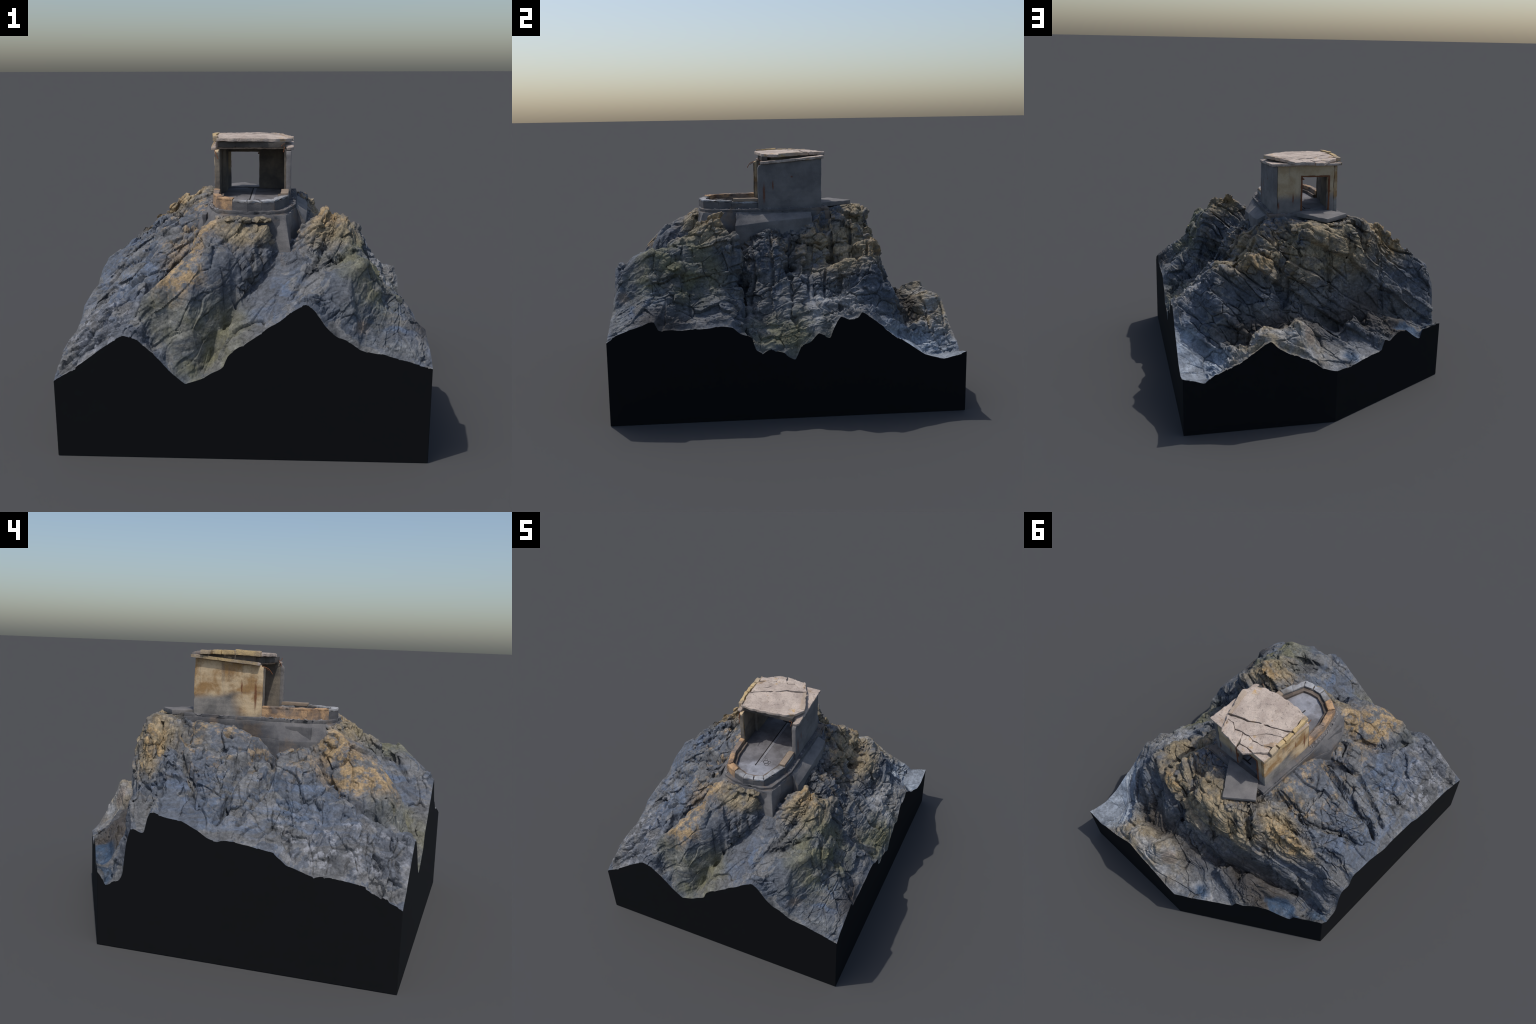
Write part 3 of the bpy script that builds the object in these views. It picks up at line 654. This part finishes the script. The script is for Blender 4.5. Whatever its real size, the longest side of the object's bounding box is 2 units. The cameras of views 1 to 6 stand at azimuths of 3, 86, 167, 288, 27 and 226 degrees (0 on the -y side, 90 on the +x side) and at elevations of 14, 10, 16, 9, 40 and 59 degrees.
loop = np.r_[idx[0, :-1], idx[:-1, -1], idx[-1, :0:-1], idx[:0:-1, 0]]
upper = V[loop]; n = len(loop)
rows = [upper * np.array([1, 1, f], np.float32) for f in (1.0, .5, 0.0)]
SV = np.concatenate(rows); SF = []
for r in range(2):
    a = np.arange(n) + r * n; b = np.roll(np.arange(n), -1) + r * n
    SF.append(np.stack([a, a + n, b + n, b], -1))
SF = np.concatenate(SF)
me = mesh_from_arrays('cut_side', SV, SF); me.materials.append(CUT)
link(bpy.data.objects.new('cut_side', me), top)
foot = [(-HALF_X, -1), (HALF_X, -1), (HALF_X, 1), (NOTCH_X, 1), (-HALF_X, NOTCH_Y)]
bm = bmesh.new(); bm.faces.new([bm.verts.new((x, y, 0.0)) for x, y in foot][::-1]); part('cut_underside', bm, CUT, top)

# ---- foundation
RING_LOW = [(.266, .325), (-.225, .318), (-.215, -.07), (-.278, -.245), (-.262, -.36), (-.20, -.488), (-.09, -.498), (0, -.505), (.14, -.50), (.206, -.478), (.266, -.27)]
RING_TOP = FOUNDATION[:3] + [(-.226, -.2)] + FOUNDATION[3:]
def at(poly, z, grow=0.0):
    return [(x * (1 + grow), y * (1 + grow), z) for x, y in poly]
foundation = part('foundation', weather(ring_solid([at(RING_LOW, .86), at(RING_LOW, 1.0), at(RING_TOP, 1.09, -.004)]), .004, .02, .002, seed=1), BASE, top)
part('ledge', weather(prism([(x * .975, y * .985) for x, y in RING_TOP], 1.088, 1.108), .002, .011, .0035, .012, seed=2), BASE, foundation)
# buttress on the east flank: sloping top, square lower edge
but = [[(.22, y, .84), (x - .004, y, .84), (x, y, z), (.24, y, 1.093)] for x, y, z in ((.306, -.268, 1.012), (.319, -.058, 1.038), (.322, .13, 1.052), (.312, .205, 1.058))]
but[0][3] = (.256, -.258, 1.093); but[0][0] = (.22, -.25, .84)
part('buttress', weather(ring_solid(but), .003, .018, .0015, .004, seed=3), GREY, foundation)
# pier under the south-east corner
part('pier', weather(ring_solid([[(.148, -.52, .86), (.232, -.525, .86), (.232, -.38, .86), (.148, -.38, .86)], [(.148, -.513, .905), (.226, -.517, .915), (.23, -.38, .91), (.148, -.38, .905)],
     [(.141, -.484, 1.06), (.203, -.470, 1.06), (.23, -.38, 1.06), (.141, -.38, 1.06)], [(.141, -.490, 1.087), (.203, -.458, 1.087), (.23, -.38, 1.087), (.141, -.38, 1.087)]]), .003, .015, .0015, .005, seed=4), GREY, foundation)
part('pier', weather(ring_solid([[(-.225, -.07, .82), (-.30, -.25, .82), (-.22, -.25, .82), (-.18, -.07, .82)], [(-.216, -.072, 1.003), (-.281, -.245, 1.003), (-.22, -.25, 1.003), (-.18, -.07, 1.003)]]), .003, .02, .0015, seed=5), BASE, foundation)
part('block', weather(box(-.236, -.215, -.40, -.26, 1.0, 1.075), .004, .015, .002, .005, seed=6), BASE, foundation)

# ---- floor with its groove, doorstep
floor_poly = [(.20, .25), (-.18, .25), (-.18, -.12), (-.168, -.28), (-.13, -.39), (-.05, -.43), (.04, -.435), (.125, -.39), (.16, -.33), (.18, -.20)]
part('floor', weather(prism(floor_poly, 1.105, 1.121), 0, .02, .0012, seed=7), FLOOR, top)
DARK = plain('damp_groove', (.022, .02, .02), .9, .2, .3)
part('drain_groove', weather(box(-.002, .004, -.30, .235, 1.1195, 1.1225), 0, .03, .0003, seed=8), DARK, top)
part('drain_groove', weather(box(-.032, .036, .228, .236, 1.1195, 1.1226), 0, .03, .0003, seed=9), DARK, top)
part('channel_strip', weather(box(.006, .022, -.29, .22, 1.119, 1.1222), 0, .03, .0004, seed=8), concrete('light_channel', (.27, .27, .29), (.19, .19, .2), boards=False), top)
bm = bmesh.new()
for (cx, cy), r in (((.052, -.24), .017), ((.068, -.262), .013), ((.078, -.235), .010), ((.045, -.215), .010)):
    ring = [[(cx + r * f * math.cos(a), cy + r * f * math.sin(a), zz) for a in np.linspace(0, 2 * math.pi, 16, endpoint=False)] for f, zz in ((1.12, 1.1205), (1.0, 1.1232), (.86, 1.1205))]
    vs = [[bm.verts.new(p) for p in rr] for rr in ring]
    for a, b in zip(vs[:-1], vs[1:]):
        for i in range(16): bm.faces.new((a[i], a[(i + 1) % 16], b[(i + 1) % 16], b[i]))
part('anchor_ring', bm, DARK, top)
part('doorstep', weather(prism(STEP, lambda x, y: 1.092 + .02 * (.4 - y) * .3, lambda x, y: 1.1215 - .02 * (y - .3)), .004, .016, .0015, .006, seed=10), concrete('step_concrete', (.20, .19, .185), (.135, .13, .13), boards=False), top)

# ---- house
cornice_top = lambda x, y: 1.396 + (y + .1) * .076
wall_top = lambda y: cornice_top(0, y) - .016
house = link(bpy.data.objects.new('house', None), top)
def wall_yz(x0, x1, prof):
    return ring_solid([[(x0, y, z) for y, z in prof], [(x1, y, z) for y, z in prof]])
part('wall', weather(wall_yz(.198, .225, [(-.119, 1.10), (.275, 1.10), (.275, wall_top(.275)), (-.090, wall_top(-.09)), (-.112, 1.372), (-.119, 1.355)]), .003, .014, .0012, .004, seed=11), GREY, house)
part('wall', weather(wall_yz(-.196, -.174, [(-.117, 1.10), (.275, 1.10), (.275, wall_top(.275)), (-.10, wall_top(-.1)), (-.117, 1.375)]), .003, .014, .0014, .006, seed=12), OCHRE, house)
z1 = wall_top(.27)
bm = ring_solid([[(x, y, z) for x, z in [(-.1735, 1.10), (-.134, 1.10), (-.134, 1.336), (.034, 1.336), (.034, 1.10), (.197, 1.10), (.197, z1), (-.1735, z1)]] for y in (.240, .2745)])
part('wall', weather(bm, .003, .014, .0014, .004, seed=13), TAN, house)
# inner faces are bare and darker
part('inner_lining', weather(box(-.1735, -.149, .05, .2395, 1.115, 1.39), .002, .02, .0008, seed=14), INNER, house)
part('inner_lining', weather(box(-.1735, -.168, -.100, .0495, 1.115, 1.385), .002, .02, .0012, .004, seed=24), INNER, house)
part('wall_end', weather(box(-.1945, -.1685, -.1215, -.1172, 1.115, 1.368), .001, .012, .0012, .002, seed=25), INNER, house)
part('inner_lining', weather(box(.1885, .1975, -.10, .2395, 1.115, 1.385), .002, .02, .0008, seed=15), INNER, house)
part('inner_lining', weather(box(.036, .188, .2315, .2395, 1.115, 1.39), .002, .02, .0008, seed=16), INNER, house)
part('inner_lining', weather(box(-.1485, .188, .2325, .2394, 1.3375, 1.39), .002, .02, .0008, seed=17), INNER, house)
# rusty door frame
for a in ((.0345, .045, .264, .2775, 1.12, 1.346), (-.146, -.1345, .264, .2775, 1.12, 1.346), (-.1345, .0345, .264, .2775, 1.3365, 1.346)):
    part('door_frame', weather(box(*a), .0015, .012, .0012, seed=18), RUST, house)
for x, z in ((.034, 1.325), (-.140, 1.245)):
    part('hinge_stub', weather(box(x - .008, x + .006, .268, .284, z - .004, z + .004), .001, .01, .0005), RUST, house)

# cornice slab (its south front is broken back between the corners)
CORN = [(.239, .289), (-.213, .289), (-.217, -.098), (-.190, -.103), (-.180, -.068), (.0, -.062), (.15, -.064), (.194, -.066), (.20, -.103), (.222, -.105), (.239, -.088)]
cornice = part('cornice', weather(prism(CORN, lambda x, y: cornice_top(x, y) - .0165, cornice_top), .004, .014, .0015, .006, seed=19), ROOF, house)
part('cornice_lichen_edge', weather(prism([(-.2172, -.09), (-.2182, .289), (-.2155, .291), (-.212, .288), (-.212, -.09)], lambda x, y: cornice_top(x, y) - .015, lambda x, y: cornice_top(x, y) + .001), 0, .014, .001, seed=20), RIMY, house)
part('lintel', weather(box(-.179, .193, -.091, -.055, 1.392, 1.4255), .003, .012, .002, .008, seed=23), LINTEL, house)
# packing between cornice and roof, set back
# ---- broken roof slab: fragments of one slab parted by fractures
def roof_top(x, y):
    return 1.4448 + .007 * (1 - ((y - .12) / .24) ** 2) - .012 * max(0, x - .05) / .18 - .006 * max(0, y - .24) / .08
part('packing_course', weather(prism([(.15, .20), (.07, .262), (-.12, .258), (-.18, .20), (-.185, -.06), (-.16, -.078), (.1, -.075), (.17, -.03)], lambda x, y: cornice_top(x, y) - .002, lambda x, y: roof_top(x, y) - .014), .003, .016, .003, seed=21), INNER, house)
roof = link(bpy.data.objects.new('roof', None), top)
def slab(poly, name='roof_fragment', lift=0.0, tilt=(0, 0), thick=.0175, mat=None, seed=0, gap=.0003, cell=.011):
    cx, cy = sum(p[0] for p in poly) / len(poly), sum(p[1] for p in poly) / len(poly)
    r = random.Random(seed); pts = []
    m = len(poly)
    for i in range(m):                                       # ragged fracture edges
        (ax, ay), (bx, by) = poly[i], poly[(i + 1) % m]; L = math.hypot(bx - ax, by - ay); k = max(1, int(L / .022))
        for j in range(k):
            t = j / k; q = .0045 if j else 0
            pts.append((ax + (bx - ax) * t + r.uniform(-q, q), ay + (by - ay) * t + r.uniform(-q, q)))
    pts = [(cx + (x - cx) * (1 - gap / max(.02, math.hypot(x - cx, y - cy))), cy + (y - cy) * (1 - gap / max(.02, math.hypot(x - cx, y - cy)))) for x, y in pts]
    zt = lambda x, y: roof_top(x, y) + lift + tilt[0] * (x - cx) + tilt[1] * (y - cy)
    bm = weather(prism(pts, lambda x, y: zt(x, y) - thick, zt), .0016, cell, .0016, .005, seed=seed)
    return part(name, bm, mat or ROOF, roof)
CR = [(.163, .204), (.130, .193), (.101, .184), (.040, .168), (.005, .142), (-.014, .128), (-.086, .102), (-.142, .074), (-.195, .043)]
slab([(.236, .006), (.195, -.058), (.147, -.088), (.073, -.104), (-.046, -.116), (-.13, -.113), (-.186, -.105), (-.178, -.06), (-.195, .036)] + [(x, y - .006 - .008 * smooth(-.05, .06, x)) for x, y in CR[::-1][1:]], seed=31)
B1 = [(.148, .225), (.10, .222), (.06, .250), (.01, .235), (-.04, .225), (-.075, .205), (-.12, .2), (-.19, .17)]
slab(CR[::-1] + [(.158, .21)] + B1[:5] + [(-.075, .18), (-.1, .15), (-.15, .12), (-.192, .10)], seed=32, lift=.001)
slab([(-.192, .103), (-.15, .123), (-.1, .153), (-.075, .183), (-.04, .228), (-.075, .235), (-.14, .222), (-.192, .19)], seed=33, lift=-.001)
slab([(.146, .228), (.10, .225), (.06, .253), (.03, .322), (.098, .315)], seed=34, lift=-.001)
slab([(.058, .254), (.01, .238), (-.01, .27), (-.028, .330), (.028, .324)], seed=35)
slab([(.008, .238), (-.038, .230), (-.075, .238), (-.08, .290), (-.030, .298), (-.012, .27)], seed=36, lift=-.001)
slab([(-.030, .302), (-.08, .294), (-.126, .298), (-.088, .335), (-.034, .332)], seed=37, lift=-.004, tilt=(0, -.05))
slab([(-.078, .24), (-.14, .226), (-.188, .20), (-.196, .232), (-.130, .293), (-.084, .288)], seed=38, lift=-.002)
# raised kerbs of the roof edge
slab([(-.180, -.10), (-.206, -.098), (-.219, .02), (-.219, .034), (-.199, .032)], 'roof_kerb', .009, mat=RIMY, seed=41, thick=.028)
slab([(-.196, .046), (-.219, .038), (-.225, .09), (-.2235, .11), (-.196, .108)], 'roof_kerb', .004, mat=RIMY, seed=42, thick=.024)
slab([(-.196, .112), (-.2235, .116), (-.225, .165), (-.195, .165)], 'roof_kerb', .003, mat=RIMY, seed=43, thick=.023)
slab([(-.194, .172), (-.223, .175), (-.225, .232), (-.200, .228)], 'roof_kerb', .0, mat=RIMY, seed=44, thick=.022)
slab([(.236, .01), (.206, .010), (.150, .188), (.172, .198)], 'roof_kerb', .005, mat=concrete('kerb_concrete', (.50, .41, .33), (.36, .28, .21), stain=((.5, .31, .08), (.6, .4, .12)), stain_zone=lambda m, w: m.step(m.noise(9, 4), .55, .65, 0, .8), boards=False), seed=45, thick=.02)
slab([(.170, .206), (.150, .206), (.142, .23), (.10, .312), (.108, .316)], 'roof_kerb', .0035, mat=ROOF, seed=46, thick=.018)
# bent reinforcing rods
def rod(points, r=.0022):
    cu = bpy.data.curves.new('rod', 'CURVE'); cu.dimensions = '3D'; cu.bevel_depth = r; cu.bevel_resolution = 2
    sp = cu.splines.new('NURBS'); sp.points.add(len(points) - 1); sp.use_endpoint_u = True; sp.order_u = 3
    for p, c in zip(sp.points, points): p.co = (*c, 1)
    o = bpy.data.objects.new('reinforcing_rod', cu); bpy.context.scene.collection.objects.link(o)
    dg = bpy.context.evaluated_depsgraph_get(); me = bpy.data.meshes.new_from_object(o.evaluated_get(dg))
    bpy.data.objects.remove(o); me.materials.clear(); me.materials.append(RUST)
    link(bpy.data.objects.new('reinforcing_rod', me), house)
rod([(-.196, -.108, 1.378), (-.192, -.128, 1.372), (-.184, -.148, 1.362), (-.173, -.161, 1.337)])
rod([(-.194, -.108, 1.374), (-.188, -.126, 1.366), (-.184, -.142, 1.356)], .0016)
rod([(.17, -.088, 1.405), (.175, -.103, 1.398), (.178, -.108, 1.412), (.19, -.11, 1.418)], .0016)
rod([(.186, -.088, 1.40), (.188, -.104, 1.385), (.183, -.108, 1.37)], .002)

# ---- parapet of the open gun floor: segments with joints, inner step
OUT = [(-.199, -.118), (-.192, -.27), (-.155, -.415), (-.075, -.455), (.005, -.486), (.075, -.476), (.143, -.458), (.183, -.365), (.2135, -.285), (.2145, -.20), (.214, -.118)]
INN = [(-.165, -.118), (-.160, -.262), (-.127, -.375), (-.062, -.415), (.004, -.442), (.062, -.436), (.120, -.418), (.149, -.342), (.174, -.275), (.175, -.20), (.174, -.118)]
parapet = link(bpy.data.objects.new('parapet', None), top)
def lerp(a, b, t): return (a[0] + (b[0] - a[0]) * t, a[1] + (b[1] - a[1]) * t)
for i in range(len(OUT) - 1):
    mat = ORANGE if i < 3 else FLAKED
    e = .001 if i < 3 else .005
    poly = [lerp(OUT[i], OUT[i + 1], e), lerp(OUT[i], OUT[i + 1], 1 - e), lerp(INN[i], INN[i + 1], 1 - e), lerp(INN[i], INN[i + 1], e)]
    h = 1.168 if i < 3 else (1.161 if i < 8 else 1.152)
    body = weather(prism(poly, 1.1005, h - .012), 0, .016, .0012, seed=60 + i)
    part('parapet_wall', body, ORANGE if i < 3 else BASE, parapet)
    cap = weather(prism([lerp(p, c, .0) for p, c in zip(poly, poly)], h - .0125, h), .004, .010, .0028, .010, seed=80 + i)
    part('coping', cap, mat, parapet)
part('plank', weather(prism([(.170, -.272), (.212, -.274), (.214, -.119), (.174, -.119)], 1.1515, 1.170), .003, .014, .0015, seed=95), concrete('tan_concrete', (.34, .27, .2), (.22, .17, .13), boards=False), parapet)
STEP_IN = [(x * .88 + .004 * .12, (y + .12) * .93 - .12) for x, y in INN]
INNER_DARK = concrete('inner_step_concrete', (.20, .16, .13), (.085, .07, .062), boards=False, bump=.6)
for i in range(len(INN) - 1):
    poly = [INN[i], INN[i + 1], STEP_IN[i + 1], STEP_IN[i]]
    part('inner_step', weather(prism(poly, 1.1195, 1.141), 0, .014, .0016, seed=100 + i), INNER_DARK, parapet)

# ---- rubble packed round the ledge, loose stones
bm = bmesh.new(); r = random.Random(5)
def along(path, count, spread, size, z):
    seg = [(a, b, math.hypot(b[0] - a[0], b[1] - a[1])) for a, b in zip(path[:-1], path[1:])]; tot = sum(s[2] for s in seg)
    for _ in range(count):
        t = r.uniform(0, tot)
        for a, b, L in seg:
            if t <= L: break
            t -= L
        x, y = lerp(a, b, t / L)
        s = r.uniform(.5, 1) * size
        stone(bm, (x + r.uniform(-1, 1) * spread, y + r.uniform(-1, 1) * spread, z + r.uniform(-.3, .4) * s), s, r.random())
along([(-.21, -.12), (-.206, -.27), (-.175, -.40), (-.145, -.44)], 46, .008, .008, 1.108)
along([(.238, .27), (.236, -.1), (.235, -.25), (.20, -.40)], 60, .008, .006, 1.109)
along([(.235, .30), (.12, .30)], 12, .006, .006, 1.109)
rub = part('rubble', bm, concrete('pale_rubble', (.26, .25, .25), (.13, .12, .12), boards=False), top); rub['kind'] = 'stuff'
bm = bmesh.new(); along([(-.15, -.475), (-.08, -.50), (.03, -.508), (.12, -.50)], 70, .014, .022, 1.068)
along([(.24, .35), (.15, .36), (.06, .38)], 26, .02, .016, 1.075); along([(-.07, .53), (-.16, .50), (-.25, .42)], 30, .025, .016, 1.082)
rub = part('rubble', bm, ROCK, top); rub['kind'] = 'stuff'
for k, (c, s) in enumerate((((.061, .525, 1.075), .042), ((-.03, .535, 1.07), .035), ((-.238, -.515, 1.0), .035), ((-.21, -.49, 1.02), .026), ((-.225, -.545, .985), .028), ((.13, .50, 1.05), .03))):
    bm = bmesh.new(); stone(bm, c, s, 300 + k)
    bmesh.ops.subdivide_edges(bm, edges=bm.edges, cuts=2, use_grid_fill=True); weather(bm, 0, .008, .0025, seed=k)
    part('boulder', bm, ROCK, top)
